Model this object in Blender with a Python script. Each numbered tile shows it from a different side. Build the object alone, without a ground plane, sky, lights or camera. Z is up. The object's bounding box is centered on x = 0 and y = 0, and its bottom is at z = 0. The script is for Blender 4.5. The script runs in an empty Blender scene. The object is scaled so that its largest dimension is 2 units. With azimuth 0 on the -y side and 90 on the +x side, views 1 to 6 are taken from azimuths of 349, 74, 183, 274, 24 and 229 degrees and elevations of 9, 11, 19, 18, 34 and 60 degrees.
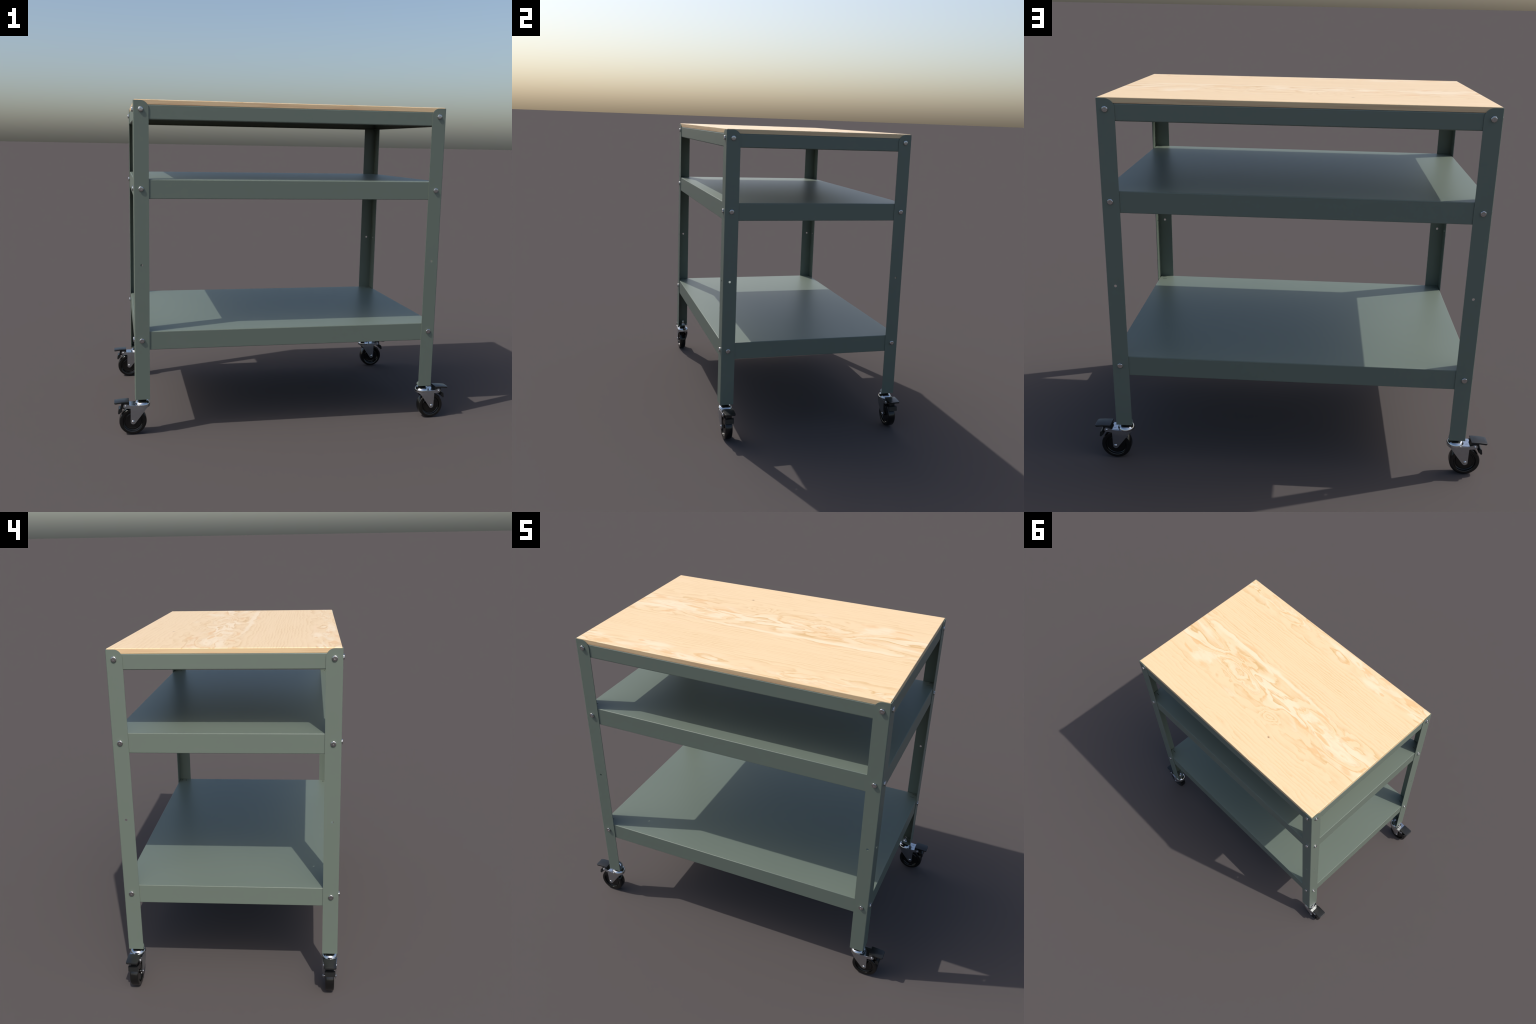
import bpy, bmesh, math, random
from mathutils import Vector, Matrix

random.seed(7)

# ------------------------------------------------------------------ dimensions
HX, HY = 0.8842, 0.5715          # outer faces of the corner posts
LEG_W = 0.0820                   # width of each post flange
SHEET = 0.0030                   # steel sheet thickness
LEG_Z0, LEG_Z1 = 0.2085, 1.8540
BOLT_IN = 0.0398                 # bolt line, measured from the post's edge
BOLT_Z = (1.8070, 1.3870, 0.5485)
HOLE_Z = 0.9720
PAN_X, PAN_Y = HX - SHEET - 0.0006, HY - SHEET - 0.0006
TOP_Z = 1.8585
WOOD_Z0 = 1.8326
EDGE_Z = (TOP_Z - WOOD_Z0) / 2 - 0.0038   # board-local height where the sawn edge begins

# ------------------------------------------------------------------ helpers
def new_object(name, mesh, parent=None, loc=(0, 0, 0), rot_z=0.0):
    ob = bpy.data.objects.new(name, mesh)
    bpy.context.scene.collection.objects.link(ob)
    ob.location = loc
    ob.rotation_euler = (0, 0, rot_z)
    if parent is not None:
        ob.parent = parent
    return ob


def finish(bm, name, material, angle=35, smooth=True):
    bmesh.ops.recalc_face_normals(bm, faces=bm.faces)
    me = bpy.data.meshes.new(name)
    bm.to_mesh(me)
    bm.free()
    if material is not None:
        me.materials.append(material)
    if smooth:
        me.shade_smooth()
        me.set_sharp_from_angle(angle=math.radians(angle))
    return me


def bake_modifiers(ob):
    """Apply an object's modifiers and return the finished mesh."""
    dg = bpy.context.evaluated_depsgraph_get()
    dg.update()
    me = bpy.data.meshes.new_from_object(ob.evaluated_get(dg))
    ob.modifiers.clear()
    old = ob.data
    me.name = old.name
    ob.data = me
    return me


def cut(mesh, cutters):
    """Boolean-subtract a list of bmesh cutters from a mesh."""
    ob = new_object("work", mesh)
    tmp = []
    for bm in cutters:
        c = new_object("cutter", finish(bm, "cutter", None, smooth=False))
        m = ob.modifiers.new("cut", 'BOOLEAN')
        m.operation, m.solver, m.object = 'DIFFERENCE', 'EXACT', c
        tmp.append(c)
    me = bake_modifiers(ob)
    bpy.data.objects.remove(ob)
    for c in tmp:
        bpy.data.objects.remove(c)
    me.shade_smooth()
    me.set_sharp_from_angle(angle=math.radians(35))
    return me


def weighted(ob):
    m = ob.modifiers.new("weighted_normals", 'WEIGHTED_NORMAL')
    m.keep_sharp = True
    m.weight = 100


def prism(points, depth_axis, lo, hi):
    """Closed prism: 2D polygon swept along one axis. points are given in the two
    remaining axes in x, y, z order."""
    bm = bmesh.new()
    def put(p, d):
        v = list(p)
        v.insert(depth_axis, d)
        return bm.verts.new(v)
    a = [put(p, lo) for p in points]
    b = [put(p, hi) for p in points]
    bm.faces.new(a)
    bm.faces.new(list(reversed(b)))
    n = len(points)
    for i in range(n):
        j = (i + 1) % n
        bm.faces.new((a[i], a[j], b[j], b[i]))
    bmesh.ops.recalc_face_normals(bm, faces=bm.faces)
    return bm


def lathe(profile, steps, axis='Z'):
    """Surface of revolution from (radius, height) points; closed at the ends."""
    bm = bmesh.new()
    rings = []
    for r, h in profile:
        if r < 1e-6:
            rings.append([bm.verts.new((0, 0, h))])
        else:
            rings.append([bm.verts.new((r * math.cos(2 * math.pi * k / steps),
                                        r * math.sin(2 * math.pi * k / steps), h))
                          for k in range(steps)])
    for a, b in zip(rings, rings[1:]):
        for k in range(steps):
            q = (k + 1) % steps
            if len(a) == 1 and len(b) == 1:
                continue
            if len(a) == 1:
                bm.faces.new((a[0], b[k], b[q]))
            elif len(b) == 1:
                bm.faces.new((a[k], a[q], b[0]))
            else:
                bm.faces.new((a[k], a[q], b[q], b[k]))
    if axis == 'Y':
        bmesh.ops.rotate(bm, verts=bm.verts, cent=(0, 0, 0),
                         matrix=Matrix.Rotation(math.radians(90), 3, 'X'))
    return bm


def merge(bms):
    out = bmesh.new()
    for b in bms:
        tmp = bpy.data.meshes.new("tmp")
        b.to_mesh(tmp)
        b.free()
        out.from_mesh(tmp)
        bpy.data.meshes.remove(tmp)
    return out


def arc(cx, cy, r, a0, a1, n):
    return [(cx + r * math.cos(math.radians(a0 + (a1 - a0) * i / n)),
             cy + r * math.sin(math.radians(a0 + (a1 - a0) * i / n))) for i in range(n + 1)]


# ------------------------------------------------------------------ materials
class Nodes:
    def __init__(self, name):
        self.mat = bpy.data.materials.new(name)
        self.mat.use_nodes = True
        self.t = self.mat.node_tree
        self.bsdf = self.t.nodes["Principled BSDF"]

    def add(self, kind, **kw):
        n = self.t.nodes.new(kind)
        for k, v in kw.items():
            setattr(n, k, v)
        return n

    def link(self, a, b):
        self.t.links.new(a, b)

    def val(self, sock, v):
        if isinstance(v, (int, float)):
            sock.default_value = v
        elif isinstance(v, (tuple, list)):
            sock.default_value = v
        else:
            self.link(v, sock)

    def math(self, op, a, b=0.0, c=0.0, clamp=False):
        n = self.add("ShaderNodeMath", operation=op)
        n.use_clamp = clamp
        for s, v in zip(n.inputs, (a, b, c)):
            self.val(s, v)
        return n.outputs[0]

    def mapping(self, vec, scale=(1, 1, 1), loc=(0, 0, 0)):
        n = self.add("ShaderNodeMapping")
        n.inputs["Scale"].default_value = scale
        n.inputs["Location"].default_value = loc
        self.link(vec, n.inputs["Vector"])
        return n.outputs[0]

    def noise(self, vec, scale=1.0, detail=2.0, rough=0.5, dist=0.0, color=False):
        n = self.add("ShaderNodeTexNoise")
        n.inputs["Scale"].default_value = scale
        n.inputs["Detail"].default_value = detail
        n.inputs["Roughness"].default_value = rough
        n.inputs["Distortion"].default_value = dist
        self.link(vec, n.inputs["Vector"])
        return n.outputs["Color" if color else "Fac"]

    def ramp(self, fac, stops, interp='LINEAR'):
        n = self.add("ShaderNodeValToRGB")
        cr = n.color_ramp
        cr.interpolation = interp
        while len(cr.elements) < len(stops):
            cr.elements.new(0.5)
        for e, (p, c) in zip(cr.elements, stops):
            e.position = p
            e.color = (c, c, c, 1) if isinstance(c, (int, float)) else (*c, 1)
        self.link(fac, n.inputs["Fac"])
        return n.outputs["Color"]

    def mix(self, fac, a, b, blend='MIX'):
        n = self.add("ShaderNodeMix", data_type='RGBA', blend_type=blend)
        self.val(n.inputs["Factor"], fac)
        for s, v in ((n.inputs[6], a), (n.inputs[7], b)):
            self.val(s, (*v, 1) if isinstance(v, tuple) and len(v) == 3 else v)
        return n.outputs[2]

    def coords(self):
        return self.add("ShaderNodeTexCoord").outputs["Object"]

    def bump(self, height, strength, distance):
        n = self.add("ShaderNodeBump")
        n.inputs["Strength"].default_value = strength
        n.inputs["Distance"].default_value = distance
        self.link(height, n.inputs["Height"])
        self.link(n.outputs["Normal"], self.bsdf.inputs["Normal"])


def painted_steel():
    g = Nodes("sage_green_powder_coat")
    co = g.coords()
    big = g.noise(co, 3.0, 3)
    col = g.ramp(big, [(0.3, (0.1365, 0.1705, 0.1390)), (0.7, (0.1395, 0.1735, 0.1420))])
    g.link(col, g.bsdf.inputs["Base Color"])
    g.bsdf.inputs["Roughness"].default_value = 0.42
    g.bsdf.inputs["Specular IOR Level"].default_value = 0.5
    g.bump(g.noise(co, 900, 2), 0.04, 0.0004)
    return g.mat


def bright_zinc(name, col, rough):
    g = Nodes(name)
    co = g.coords()
    n = g.noise(co, 60, 3)
    g.link(g.ramp(n, [(0.3, tuple(c * 0.93 for c in col)), (0.7, col)]), g.bsdf.inputs["Base Color"])
    g.bsdf.inputs["Metallic"].default_value = 1.0
    g.bsdf.inputs["Roughness"].default_value = rough
    return g.mat


def black_plastic(name, col, rough):
    g = Nodes(name)
    co = g.coords()
    n = g.noise(co, 25, 3)
    g.link(g.ramp(n, [(0.3, tuple(c * 0.85 for c in col)), (0.7, col)]), g.bsdf.inputs["Base Color"])
    g.bsdf.inputs["Roughness"].default_value = rough
    return g.mat


def pine_plywood():
    """Rotary-cut pine face veneer: contour lines of a slow ring field. The field is
    steep (fine straight lines) in one strip and nearly level (flame figure, broad pale
    and tan patches) in two others."""
    g = Nodes("rotary_cut_pine_veneer")
    co = g.coords()
    sep = g.add("ShaderNodeSeparateXYZ")
    g.link(co, sep.inputs[0])
    x0, y0, z0 = sep.outputs
    flat = g.add("ShaderNodeCombineXYZ")
    g.link(x0, flat.inputs[0]); g.link(y0, flat.inputs[1])
    xy = flat.outputs[0]

    def centred(n, amp):
        return g.math('MULTIPLY', g.math('SUBTRACT', n, 0.5), amp)

    # gently warped board coordinates
    x = g.math('ADD', x0, centred(g.noise(g.mapping(xy, (7, 13, 1), (2, 9, 0)), 1, 3, 0.55), 0.16))
    y = g.math('ADD', y0, centred(g.noise(g.mapping(xy, (6, 14, 1), (5, 1, 0)), 1, 3, 0.55), 0.055))

    def gauss(cx, cy, sx, sy, amp, px=x, py=y):
        dx = g.math('DIVIDE', g.math('SUBTRACT', px, cx), sx)
        dy = g.math('DIVIDE', g.math('SUBTRACT', py, cy), sy)
        r2 = g.math('ADD', g.math('MULTIPLY', dx, dx), g.math('MULTIPLY', dy, dy))
        return g.math('MULTIPLY', g.math('EXPONENT', g.math('MULTIPLY', r2, -1.0)), amp)

    def total(terms):
        out = terms[0]
        for t in terms[1:]:
            out = g.math('ADD', out, t)
        return out

    def step(v, lo, hi, a=0.0, b=1.0):
        n = g.add("ShaderNodeMapRange", interpolation_type='SMOOTHSTEP')
        for s, q in zip(n.inputs[:5], (v, lo, hi, a, b)):
            g.val(s, q)
        return n.outputs[0]

    flame = g.math('MINIMUM', total([gauss(0, -0.505, 9, 0.065, 1.0, x0, y0),
                                     gauss(0, 0.105, 9, 0.150, 1.0, x0, y0)]), 1.0)
    wob = g.noise(g.mapping(xy, (2.0, 7.0, 1), (0.7, 3.3, 0)), 1.0, 3, 0.5, 0.7)
    wob2 = g.noise(g.mapping(xy, (7.0, 22.0, 1), (3.1, 1.7, 0)), 1.0, 3, 0.55, 0.6)
    h = total([
        g.math('MULTIPLY', y0, 5.0),
        step(y0, -0.45, -0.05, 0.0, 17.0),
        step(y0, 0.25, 0.66, 0.0, 10.0),
        g.math('MULTIPLY', centred(wob, 1.0), g.math('MULTIPLY_ADD', flame, 6.0, 2.2)),
        g.math('MULTIPLY', centred(wob2, 1.0), g.math('MULTIPLY_ADD', flame, -0.9, 1.7)),
        gauss(0.317, 0.129, 0.19, 0.055, 3.4),      # swirl
        gauss(-0.334, 0.030, 0.085, 0.040, 1.5),    # eye
        gauss(-0.500, 0.055, 0.230, 0.085, 1.8),    # tongue round the eye
        gauss(-0.136, 0.234, 0.080, 0.045, 2.6),
        gauss(0.10, 0.47, 0.10, 0.03, 1.4),
    ])
    saw = g.math('FRACT', h)
    ring = g.ramp(saw, [(0.0, 0.40), (0.08, 0.0), (0.35, 0.05), (0.60, 0.35), (0.80, 0.62), (0.93, 1.0), (1.0, 0.40)])
    sep_line = g.add("ShaderNodeRGBToBW")
    g.link(ring, sep_line.inputs[0])
    zone = step(y0, -0.10, 0.30, 0.50, 0.36)
    contrast = g.math('ADD', zone, g.math('MULTIPLY', flame, 0.62))
    fade = g.noise(g.mapping(xy, (2.5, 9.0, 1), (11, 4, 0)), 1.0, 2, 0.5)
    contrast = g.math('MULTIPLY', contrast, g.math('MULTIPLY_ADD', fade, 1.6, 0.15))
    broken = g.noise(g.mapping(xy, (2.2, 48.0, 1), (6, 13, 0)), 1.0, 2, 0.6)
    contrast = g.math('MULTIPLY', contrast, step(broken, 0.30, 0.66, 0.30, 1.35))
    body = (0.848, 0.624, 0.366)
    late = (0.690, 0.445, 0.195)
    pale = (0.895, 0.725, 0.505)
    tan = (0.775, 0.485, 0.225)
    col = g.mix(g.math('MULTIPLY', sep_line.outputs[0], contrast, clamp=True), body, late)
    # broad warm/pale drift
    drift = g.noise(g.mapping(xy, (1.8, 7.0, 1), (7, 2, 0)), 1.0, 3, 0.5)
    coarse = g.math('FRACT', g.math('MULTIPLY', h, 0.62))
    paleness = total([
        g.math('MULTIPLY', flame, step(drift, 0.48, 0.62, 0.0, 0.30)),
        g.math('MULTIPLY', flame, g.math('MULTIPLY', step(coarse, 0.45, 0.60, 0.0, 0.52), step(coarse, 0.93, 1.0, 1.0, 0.0))),
        g.math('MULTIPLY', gauss(0.16, -0.056, 0.62, 0.019, 0.85), 1.0),
        gauss(-0.44, -0.457, 0.085, 0.030, 0.9), gauss(-0.66, 0.074, 0.10, 0.042, 0.8),
        gauss(0.65, 0.249, 0.07, 0.026, 0.7), gauss(0.186, 0.284, 0.09, 0.024, 0.6),
        gauss(0.539, 0.205, 0.05, 0.022, 0.6), gauss(-0.10, -0.535, 0.16, 0.022, 0.7),
        gauss(-0.334, 0.030, 0.05, 0.022, 0.7), gauss(-0.60, 0.02, 0.07, 0.020, 0.5),
    ])
    ragged = centred(g.noise(g.mapping(xy, (5, 20, 1), (1, 2, 0)), 1, 2, 0.5, 0.5), 0.8)
    col = g.mix(step(g.math('ADD', paleness, ragged), 0.18, 0.75, 0.0, 0.70), col, pale)
    warmth = total([
        g.math('MULTIPLY', flame, g.math('MULTIPLY', step(coarse, 0.0, 0.05, 0.0, 0.34), step(coarse, 0.12, 0.34, 1.0, 0.0))),
        gauss(0.40, -0.088, 0.090, 0.016, 0.55), gauss(0.365, 0.012, 0.085, 0.011, 0.5),
        gauss(-0.331, 0.131, 0.10, 0.024, 0.5), gauss(-0.537, 0.212, 0.060, 0.020, 0.6),
        gauss(-0.781, 0.172, 0.065, 0.028, 0.5), gauss(-0.640, 0.150, 0.03, 0.015, 0.5),
        gauss(0.744, 0.161, 0.045, 0.020, 0.6), gauss(0.736, 0.238, 0.04, 0.014, 0.5),
        gauss(0.529, 0.263, 0.055, 0.028, 0.5), gauss(-0.347, -0.515, 0.060, 0.017, 0.6),
        gauss(-0.502, -0.552, 0.050, 0.016, 0.6), gauss(-0.527, -0.445, 0.028, 0.010, 0.7),
        gauss(-0.70, -0.54, 0.05, 0.015, 0.5), gauss(0.62, -0.54, 0.05, 0.015, 0.45),
        gauss(-0.62, -0.02, 0.05, 0.016, 0.55), gauss(-0.40, -0.03, 0.07, 0.012, 0.45),
    ])
    col = g.mix(step(g.math('SUBTRACT', warmth, g.math('MULTIPLY', ragged, 0.8)), 0.18, 0.46, 0.0, 0.75), col, tan)
    # long pinkish streaks and fine grain along the board
    streak = g.noise(g.mapping(xy, (1.4, 26.0, 1), (4, 8, 0)), 1.0, 2, 0.5)
    col = g.mix(step(streak, 0.56, 0.74, 0.0, 0.30), col, (0.875, 0.620, 0.400))
    fine = g.noise(g.mapping(xy, (3.0, 150.0, 1.0)), 1.0, 3, 0.6, 0.3)
    col = g.mix(step(fine, 0.48, 0.78, 0.0, 0.22), col, (0.76, 0.545, 0.315))
    pores = g.noise(g.mapping(xy, (22.0, 340.0, 1.0), (1, 5, 0)), 1.0, 1, 0.5)
    col = g.mix(step(pores, 0.66, 0.80, 0.0, 0.30), col, (0.58, 0.37, 0.19))
    # the one small brown knot
    col = g.mix(gauss(-0.2488, 0.351, 0.0070, 0.0055, 0.90, x0, y0), col, (0.22, 0.090, 0.038))
    # sawn edge: long soft layers instead of the face figure
    ply = g.noise(g.mapping(co, (2.6, 2.6, 70.0)), 1.0, 3, 0.5)
    edge = g.ramp(ply, [(0.30, (0.66, 0.425, 0.235)), (0.50, (0.745, 0.530, 0.300)), (0.70, (0.72, 0.545, 0.310))])
    col = g.mix(step(z0, EDGE_Z - 0.0006, EDGE_Z, 0.0, 1.0), edge, col)
    g.link(col, g.bsdf.inputs["Base Color"])
    g.bsdf.inputs["Roughness"].default_value = 0.40
    g.bump(fine, 0.05, 0.0005)
    return g.mat


PAINT = painted_steel()
WOOD = pine_plywood()
CHROME = bright_zinc("bright_zinc_plate", (0.66, 0.68, 0.70), 0.13)
ZINC = bright_zinc("zinc_plated_steel", (0.52, 0.54, 0.57), 0.34)
STEEL = bright_zinc("bolt_steel", (0.60, 0.60, 0.60), 0.22)
RUBBER = black_plastic("black_tyre_rubber", (0.0075, 0.0075, 0.0072), 0.20)
HUB = black_plastic("black_wheel_plastic", (0.0060, 0.0060, 0.0060), 0.18)
PEDAL = black_plastic("black_pedal_plastic", (0.014, 0.015, 0.015), 0.28)

# ------------------------------------------------------------------ root
cart = bpy.data.objects.new("rolling_workbench", None)
bpy.context.scene.collection.objects.link(cart)
cart["label"] = "green steel rolling workbench with plywood top and two shelves"
cart["category"] = "utility cart"

# ------------------------------------------------------------------ corner post
def post_mesh():
    """L-section with a folded corner, drawn for the (-x, -y) corner of the cart,
    the outer edge of the fold at the origin."""
    r_out, r_in = 0.0045, 0.0015
    outer = [(0, LEG_W)] + arc(r_out, r_out, r_out, 180, 270, 6) + [(LEG_W, 0)]
    inner = [(LEG_W, SHEET)] + arc(r_out, r_out, r_in, 270, 180, 6) + [(SHEET, LEG_W)]
    me = finish(prism(outer + inner, 2, LEG_Z0, LEG_Z1), "post", PAINT)
    R = 0.043
    over = 0.01
    corner = [(LEG_W + over, LEG_Z1 + over), (LEG_W - R, LEG_Z1 + over)]
    corner += [(LEG_W - R, LEG_Z1)] + arc(LEG_W - R, LEG_Z1 - R, R, 90, 0, 12)[1:] + [(LEG_W + over, LEG_Z1 - R)]
    cutters = [prism(corner, 1, -over, SHEET + over), prism(corner, 0, -over, SHEET + over)]
    hole = arc(BOLT_IN, HOLE_Z, 0.0068, 0, 360, 24)[:-1]
    cutters += [prism(hole, 1, -over, over), prism(hole, 0, -over, over)]
    return cut(me, cutters)


def bolt_mesh():
    """Hex head with a chamfered crown and a small dimple, axis +z, seat at z = 0."""
    bm = bmesh.new()
    def ring(fn, z, n=48):
        return [bm.verts.new((fn(2 * math.pi * k / n) * math.cos(2 * math.pi * k / n),
                              fn(2 * math.pi * k / n) * math.sin(2 * math.pi * k / n), z)) for k in range(n)]
    apothem = 0.0130
    def hexa(a):
        w = (a % (math.pi / 3)) - math.pi / 6
        return min(apothem / math.cos(w), 0.0143)
    rings = [ring(hexa, 0.0), ring(hexa, 0.0046),
             ring(lambda a: min(hexa(a), 0.0134), 0.0058),
             ring(lambda a: 0.0116, 0.0070), ring(lambda a: 0.0098, 0.0073),
             ring(lambda a: 0.0034, 0.0073), ring(lambda a: 0.0026, 0.0056)]
    for a, b in zip(rings, rings[1:]):
        for k in range(len(a)):
            q = (k + 1) % len(a)
            bm.faces.new((a[k], a[q], b[q], b[k]))
    bm.faces.new(rings[-1])
    bm.faces.new(list(reversed(rings[0])))
    return finish(bm, "bolt", STEEL, 40)


def mount_plate_mesh():
    """Quarter-round floor welded into the foot of a post, carrying the caster."""
    a, R = LEG_W - 0.0012, 0.066
    pts = [(SHEET, SHEET), (a, SHEET)] + arc(a - R, a - R, R, 0, 90, 14) + [(SHEET, a)]
    return finish(prism(pts, 2, LEG_Z0 + 0.0012, LEG_Z0 + 0.0055), "mounting_plate", PAINT)


def stem_nut_mesh():
    hexa = [(0.0145 * math.cos(math.radians(60 * k + 12)), 0.0145 * math.sin(math.radians(60 * k + 12)))
            for k in range(6)]
    nut = prism(hexa, 2, 0.0, 0.0115)
    bmesh.ops.bevel(nut, geom=nut.edges[:], offset=0.0012, segments=2, affect='EDGES', profile=0.6)
    stud = lathe([(0, 0.0), (0.0062, 0.0), (0.0062, 0.031), (0.0050, 0.0335), (0, 0.0335)], 20)
    washer = lathe([(0, 0), (0.0185, 0), (0.0185, 0.0018), (0, 0.0018)], 28)
    return finish(merge([nut, stud, washer]), "stem_nut", CHROME, 30)


post_me, bolt_me, plate_me, nut_me = post_mesh(), bolt_mesh(), mount_plate_mesh(), stem_nut_mesh()
CORNERS = [(-1, -1, 0), (1, -1, 90), (1, 1, 180), (-1, 1, 270)]
for sx, sy, deg in CORNERS:
    post = new_object("leg", post_me, cart, (sx * HX, sy * HY, 0), math.radians(deg))
    weighted(post)
    new_object("mounting_plate", plate_me, post)
    new_object("stem_nut", nut_me, post, (0.0408, 0.0408, LEG_Z0 + 0.0056))
    for z in BOLT_Z:
        for face in (0, 1):
            b = new_object("bolt", bolt_me, post)
            spin = Matrix.Rotation(random.uniform(0, math.pi / 3), 4, 'Z')
            if face == 0:      # on the flange that lies along local x
                b.matrix_local = Matrix.Translation((BOLT_IN, -0.0004, z)) @ Matrix.Rotation(math.radians(90), 4, 'X') @ spin
            else:
                b.matrix_local = Matrix.Translation((-0.0004, BOLT_IN, z)) @ Matrix.Rotation(math.radians(-90), 4, 'Y') @ spin

# ------------------------------------------------------------------ folded pans
def pan_mesh(name, z0, z1, bend, low_bend, lip, slots, rim=None):
    """Sheet-steel pan with turned-down edges and a return lip: a folded section
    carried round a rectangle."""
    s = SHEET
    prof = [(0.0 + bend - bend * math.sin(math.radians(a)), z1 - bend + bend * math.cos(math.radians(a)))
            for a in (0, 15, 30, 45, 60, 75, 90)]
    b2 = low_bend
    prof += [(b2 - b2 * math.cos(math.radians(a)), z0 + b2 - b2 * math.sin(math.radians(a)))
             for a in (0, 22.5, 45, 67.5, 90)]
    prof += [(lip, z0), (lip, z0 + s), (b2, z0 + s), (s, z0 + max(s, b2)), (s, z1 - s)]
    bm = bmesh.new()
    loops = []
    for d, z in prof:
        a, b = PAN_X - d, PAN_Y - d
        loops.append([bm.verts.new((sx * a, sy * b, z)) for sx, sy in ((-1, -1), (1, -1), (1, 1), (-1, 1))])
    for p, q in zip(loops, loops[1:]):
        for k in range(4):
            m = (k + 1) % 4
            bm.faces.new((p[k], p[m], q[m], q[k]))
    if rim is None:
        bm.faces.new(loops[0])
        bm.faces.new(loops[-1])
    else:                                   # open frame: only a narrow top flange
        for k in range(4):
            m = (k + 1) % 4
            ends = []
            for z in (z1, z1 - s):
                ends.append([bm.verts.new((sx * (PAN_X - rim), sy * (PAN_Y - rim), z))
                             for sx, sy in (((-1, -1), (1, -1), (1, 1), (-1, 1))[k], ((-1, -1), (1, -1), (1, 1), (-1, 1))[m])])
            bm.faces.new((loops[0][k], loops[0][m], ends[0][1], ends[0][0]))
            bm.faces.new((ends[0][0], ends[0][1], ends[1][1], ends[1][0]))
            bm.faces.new((loops[-1][k], loops[-1][m], ends[1][1], ends[1][0]))
        bmesh.ops.remove_doubles(bm, verts=bm.verts, dist=1e-6)
    me = finish(bm, name, PAINT)
    if slots:
        cutters = []
        for sx in (-1, 1):
            for sy in (-1, 1):
                for x0, y0 in ((0.835, 0.5150), (0.842, 0.5455)):
                    w, t = 0.025, 0.0048
                    xs = sorted((sx * x0, sx * (x0 + w)))
                    ys = sorted((sy * y0, sy * (y0 + t)))
                    cutters.append(prism([(xs[0], ys[0]), (xs[1], ys[0]), (xs[1], ys[1]), (xs[0], ys[1])],
                                         2, z1 - 0.012, z1 + 0.01))
        me = cut(me, [merge(cutters)])
    return me


frame = new_object("top_frame", pan_mesh("top_frame", 1.7535, 1.8318, 0.0050, 0.0060, 0.018, False, 0.045), cart)
weighted(frame)
for z0, z1 in ((1.3330, 1.4372), (0.4945, 0.5987)):
    shelf = new_object("shelf", pan_mesh("shelf", z0, z1, 0.0045, 0.0035, 0.018, True), cart)
    weighted(shelf)

# ------------------------------------------------------------------ wooden top
bm = bmesh.new()
bmesh.ops.create_cube(bm, size=1.0)
wx, wy, wz0 = PAN_X - 0.0018, PAN_Y - 0.0012, WOOD_Z0
bmesh.ops.scale(bm, vec=(2 * wx, 2 * wy, TOP_Z - wz0), verts=bm.verts)
bmesh.ops.bevel(bm, geom=[e for e in bm.edges if min(v.co.z for v in e.verts) > 0], offset=0.0036, segments=4,
                affect='EDGES', profile=0.5)
top = new_object("table_top", finish(bm, "table_top", WOOD), cart, (0, 0, (TOP_Z + wz0) / 2))
weighted(top)

# ------------------------------------------------------------------ casters
# local frame: origin on the floor below the swivel axis, +x towards the brake pedal
AX_U, AX_Z, WHEEL_R = 0.0535, 0.0765, 0.0765
FORK_R = 0.0410


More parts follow.
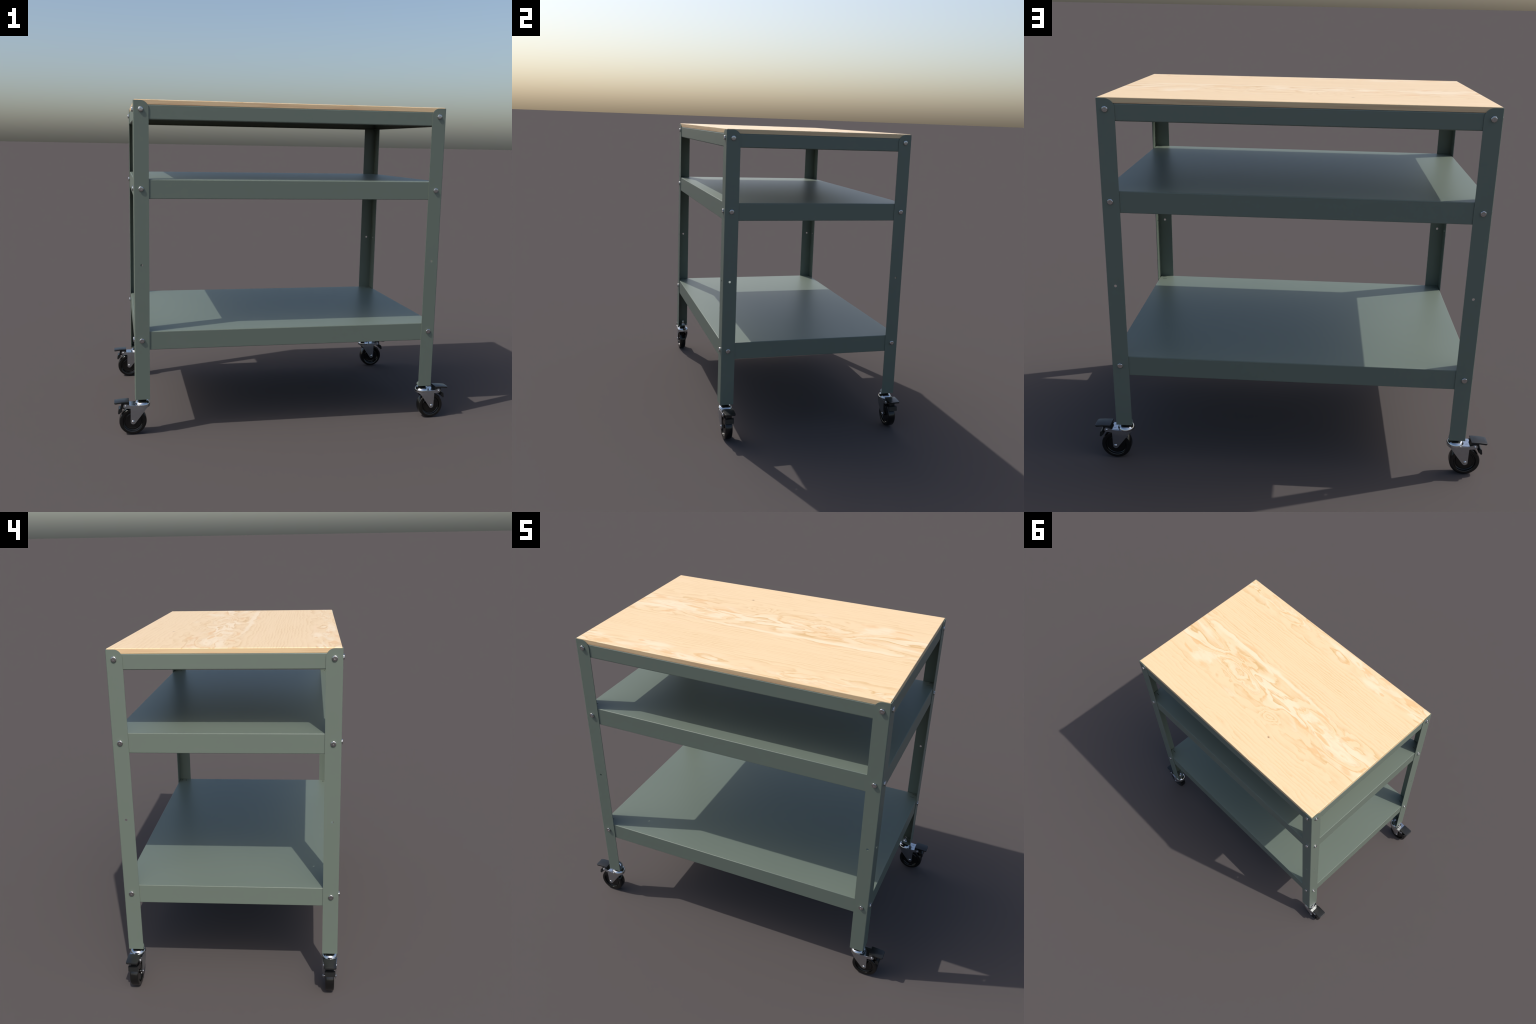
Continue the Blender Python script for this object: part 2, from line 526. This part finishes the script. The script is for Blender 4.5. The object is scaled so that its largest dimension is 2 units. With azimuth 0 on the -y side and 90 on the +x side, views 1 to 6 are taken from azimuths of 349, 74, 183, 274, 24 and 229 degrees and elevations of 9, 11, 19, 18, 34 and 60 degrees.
def fork_mesh():
    """One steel sheet bent into a U: rounded front, two tapering cheeks with an arm
    that carries the pedal pin. Built from columns of the unrolled sheet."""
    tip = (AX_U - 0.0005, 0.0785, 0.0145)
    pin = (0.0950, 0.1715, 0.0125)
    notch = 0.0668

    def z_top(u):
        if u < 0.066:
            return 0.1735
        if u < 0.0880:
            return 0.1735 + (u - 0.066) / 0.022 * 0.0088
        return pin[1] + math.sqrt(max(pin[2] ** 2 - (u - pin[0]) ** 2, 0.0))

    def z_bot(u, right=False):
        if u > notch or (right and abs(u - notch) < 1e-9):
            if u < pin[0]:
                return 0.1575 + 0.0015 * (u - notch) / (pin[0] - notch)
            return pin[1] - math.sqrt(max(pin[2] ** 2 - (u - pin[0]) ** 2, 0.0))
        if u > tip[0] - 0.0120:
            return tip[1] - math.sqrt(max(tip[2] ** 2 - (u - tip[0]) ** 2, 0.0))
        if u > -0.0170:
            z1 = tip[1] - math.sqrt(tip[2] ** 2 - 0.0120 ** 2)
            f = (u + 0.0170) / (tip[0] - 0.0120 + 0.0170)
            return 0.1490 + (z1 - 0.1490) * f
        f = (u + FORK_R) / (FORK_R - 0.0170)
        return 0.1605 - 0.0115 * f ** 3

    cols = []                                   # (u, half-width sign position, zb, zt)
    for k in range(0, 15):
        th = math.pi / 2 * k / 14
        cols.append((-FORK_R * math.cos(th), FORK_R * math.sin(th)))
    us = [0.006 * i for i in range(1, 7)] + [tip[0] - 0.0120 + 0.0018 * i for i in range(0, 15)]
    us = [u for u in us if u < notch - 0.0005] + [notch]
    half = [(u, d, z_bot(u), z_top(u)) for u, d in cols] + [(u, FORK_R, z_bot(u), z_top(u)) for u in us]
    arm = [notch, 0.072, 0.078, 0.084, 0.088, 0.092] + [pin[0] + pin[2] * math.sin(math.radians(a)) for a in range(0, 91, 10)]
    arm = [(u, FORK_R, z_bot(u, True), z_top(u)) for u in arm]
    rows = 10
    bm = bmesh.new()

    def strip(seq, side):
        prev = None
        for u, d, zb, zt in seq:
            col = []
            for r in range(rows + 1):
                z = zb + (max(zt, zb + 1e-5) - zb) * r / rows
                # cheeks lean in towards the axle
                squeeze = 1.0 - 0.11 * min(max((0.150 - z) / 0.075, 0.0), 1.0)
                squeeze -= 0.158 * min(max((u - 0.020) / 0.075, 0.0), 1.0)
                col.append(bm.verts.new((u, side * d * squeeze, z)))
            if prev:
                for r in range(rows):
                    bm.faces.new((prev[r], col[r], col[r + 1], prev[r + 1]))
            prev = col
    for side in (-1, 1):
        strip(half, side)
        strip(arm, side)
    bmesh.ops.remove_doubles(bm, verts=bm.verts, dist=2e-5)
    bmesh.ops.recalc_face_normals(bm, faces=bm.faces)
    # make sure the sheet's front faces outwards before thickening
    probe = max(bm.faces, key=lambda f: -f.calc_center_median().x)
    if probe.normal.x > 0:
        bmesh.ops.reverse_faces(bm, faces=bm.faces)
    me = bpy.data.meshes.new("caster")
    bm.to_mesh(me)
    bm.free()
    me.materials.append(ZINC)
    ob = new_object("work", me)
    m = ob.modifiers.new("thick", 'SOLIDIFY')
    m.thickness, m.offset = 0.0030, -1.0
    me = bake_modifiers(ob)
    bpy.data.objects.remove(ob)
    me.shade_smooth()
    me.set_sharp_from_angle(angle=math.radians(40))
    return me


def swivel_mesh():
    """Domed raceway cap over the fork, and the neck that meets the post."""
    prof = [(0.0, 0.1600), (0.0385, 0.1650), (0.0422, 0.1668), (0.0430, 0.1700), (0.0431, 0.1735), (0.0424, 0.1772),
            (0.0407, 0.1812), (0.0382, 0.1852), (0.0352, 0.1884), (0.0318, 0.1908), (0.0285, 0.1918),
            (0.0270, 0.1905), (0.0, 0.1880)]
    return finish(lathe(prof, 56), "swivel_ring", CHROME, 50)


def neck_mesh():
    """Neck from swivel cap to post, coloured black for the shadow under the post."""
    return finish(lathe([(0.0, 0.187), (0.0230, 0.187), (0.0235, 0.1955), (0.0200, 0.1985), (0.0140, 0.1995),
                         (0.0140, LEG_Z0 + 0.001), (0.0, LEG_Z0 + 0.001)], 40), "shadow_blackened_neck", PEDAL, 40)


def wheel_mesh():
    half = [(0.0435, 0.0135), (0.0465, 0.0112), (0.0520, 0.0112), (0.0545, 0.0130), (0.0562, 0.0205), (0.0590, 0.0222),
            (0.0640, 0.0228), (0.0700, 0.0228), (0.0728, 0.0220), (0.0752, 0.0195), (WHEEL_R, 0.0150)]
    prof = [(0.0435, 0.0135)] + half[1:] + [(WHEEL_R, 0.0)] + [(r, -h) for r, h in reversed(half[1:])] + [(0.0435, -0.0135)]
    return finish(lathe(prof + [prof[0]], 72, 'Y'), "tyre", RUBBER, 30)


def hub_mesh():
    prof = [(0, 0.0215), (0.0105, 0.0215), (0.0115, 0.0205), (0.0120, 0.0150), (0.0160, 0.0140), (0.0400, 0.0140),
            (0.0430, 0.0148), (0.0446, 0.0142), (0.0450, 0.0100)]
    prof = prof + [(r, -h) for r, h in reversed(prof)]
    return finish(lathe(prof, 60, 'Y'), "wheel_hub", HUB, 30)


def rivet_mesh():
    """Axle rivet and pedal pin: rods with domed heads on both sides."""
    def rod(u, z, half, r):
        dome = [(0, half + 0.0042), (r * 0.45, half + 0.0038), (r * 0.8, half + 0.0024), (r, half), (r, half - 0.001), (r * 0.6, half - 0.001)]
        b = lathe(dome + [(q, -h) for q, h in reversed(dome)], 24, 'Y')
        bmesh.ops.translate(b, verts=b.verts, vec=(u, 0, z))
        return b
    return finish(merge([rod(AX_U - 0.0005, 0.0790, 0.0342, 0.0086), rod(0.0950, 0.1725, 0.0350, 0.0056)]), "rivet", CHROME, 60)


def pedal_mesh():
    """Foot pedal: a thin tread with rounded outer corners, turned-down rim and a heel."""
    w, u0, u1, r = 0.0330, 0.0755, 0.1570, 0.011
    outline = [(u0, -w), (u1 - r, -w)] + arc(u1 - r, -w + r, r, 270, 360, 6)[1:] + arc(u1 - r, w - r, r, 0, 90, 6) + [(u0, w)]
    tread = prism(outline, 2, 0.1835, 0.1925)
    bmesh.ops.bevel(tread, geom=[e for e in tread.edges if abs(e.verts[0].co.z - e.verts[1].co.z) < 1e-6],
                    offset=0.0022, segments=2, affect='EDGES', profile=0.6)
    bmesh.ops.bisect_plane(tread, geom=tread.verts[:] + tread.edges[:] + tread.faces[:],
                           plane_co=(0.118, 0, 0), plane_no=(1, 0, 0))
    for v in tread.verts:            # crowned towards the heel, toe dips
        f = (v.co.x - u0) / (u1 - u0)
        v.co.z += 0.0045 * (1 - f) + (0.0015 if 0.4 < f < 0.8 else 0.0)
    heel = prism([(0.0765, 0.166), (0.0765, 0.190), (0.0900, 0.188), (0.1080, 0.184), (0.1060, 0.170), (0.092, 0.164)],
                 1, -0.0305, 0.0305)
    bmesh.ops.bevel(heel, geom=heel.edges[:], offset=0.0015, segments=2, affect='EDGES')
    return finish(merge([tread, heel]), "brake_pedal", PEDAL, 40)


def lever_mesh():
    """Release tab that hangs below the pedal, over the tread of the tyre."""
    tab = prism([(0.1120, 0.1470), (0.1240, 0.1570), (0.1320, 0.1530), (0.1370, 0.1270), (0.1310, 0.1225), (0.1140, 0.1390)],
                1, -0.0270, 0.0270)
    bmesh.ops.bevel(tab, geom=tab.edges[:], offset=0.0015, segments=2, affect='EDGES')
    stem = prism([(0.1040, 0.1560), (0.1080, 0.1840), (0.1180, 0.1840), (0.1210, 0.1540), (0.1140, 0.1500)], 1, -0.0160, 0.0160)
    shoe = prism([(0.0800, 0.1570), (0.1060, 0.1640), (0.1120, 0.1530), (0.1000, 0.1480)], 1, -0.0170, 0.0170)
    return finish(merge([tab, stem, shoe]), "brake_lever", PEDAL, 40)


def spring_mesh():
    """Flat bright plate between the swivel cap and the pedal, with two small slots."""
    plate = prism([(0.0300, -0.0345), (0.0740, -0.0345), (0.0740, 0.0345), (0.0300, 0.0345)], 2, 0.1728, 0.1752)
    me = finish(plate, "brake_spring", CHROME)
    slots = []
    for y in (-0.014, 0.014):
        slots.append(prism([(0.0505, y - 0.0012), (0.0625, y - 0.0012), (0.0625, y + 0.0012), (0.0505, y + 0.0012)], 2, 0.16, 0.19))
        slots.append(prism([(0.0505, y - 0.0048), (0.0522, y - 0.0048), (0.0522, y - 0.0016), (0.0505, y - 0.0016)], 2, 0.16, 0.19))
    return cut(me, [merge(slots)])


fork_me, swivel_me, tyre_me, hub_me = fork_mesh(), swivel_mesh(), wheel_mesh(), hub_mesh()
rivet_me, pedal_me, lever_me, spring_me = rivet_mesh(), pedal_mesh(), lever_mesh(), spring_mesh()
neck_me = neck_mesh()
for sx, sy, _ in CORNERS:
    fork = new_object("caster", fork_me, cart, (sx * 0.8430, sy * 0.5308, 0), 0.0 if sx > 0 else math.pi)
    new_object("swivel_ring", swivel_me, fork)
    new_object("shadow_blackened_neck", neck_me, fork)
    new_object("tyre", tyre_me, fork, (AX_U, 0, AX_Z))
    new_object("wheel_hub", hub_me, fork, (AX_U, 0, AX_Z))
    new_object("rivet", rivet_me, fork)
    new_object("brake_pedal", pedal_me, fork)
    new_object("brake_lever", lever_me, fork)
    new_object("brake_spring", spring_me, fork)
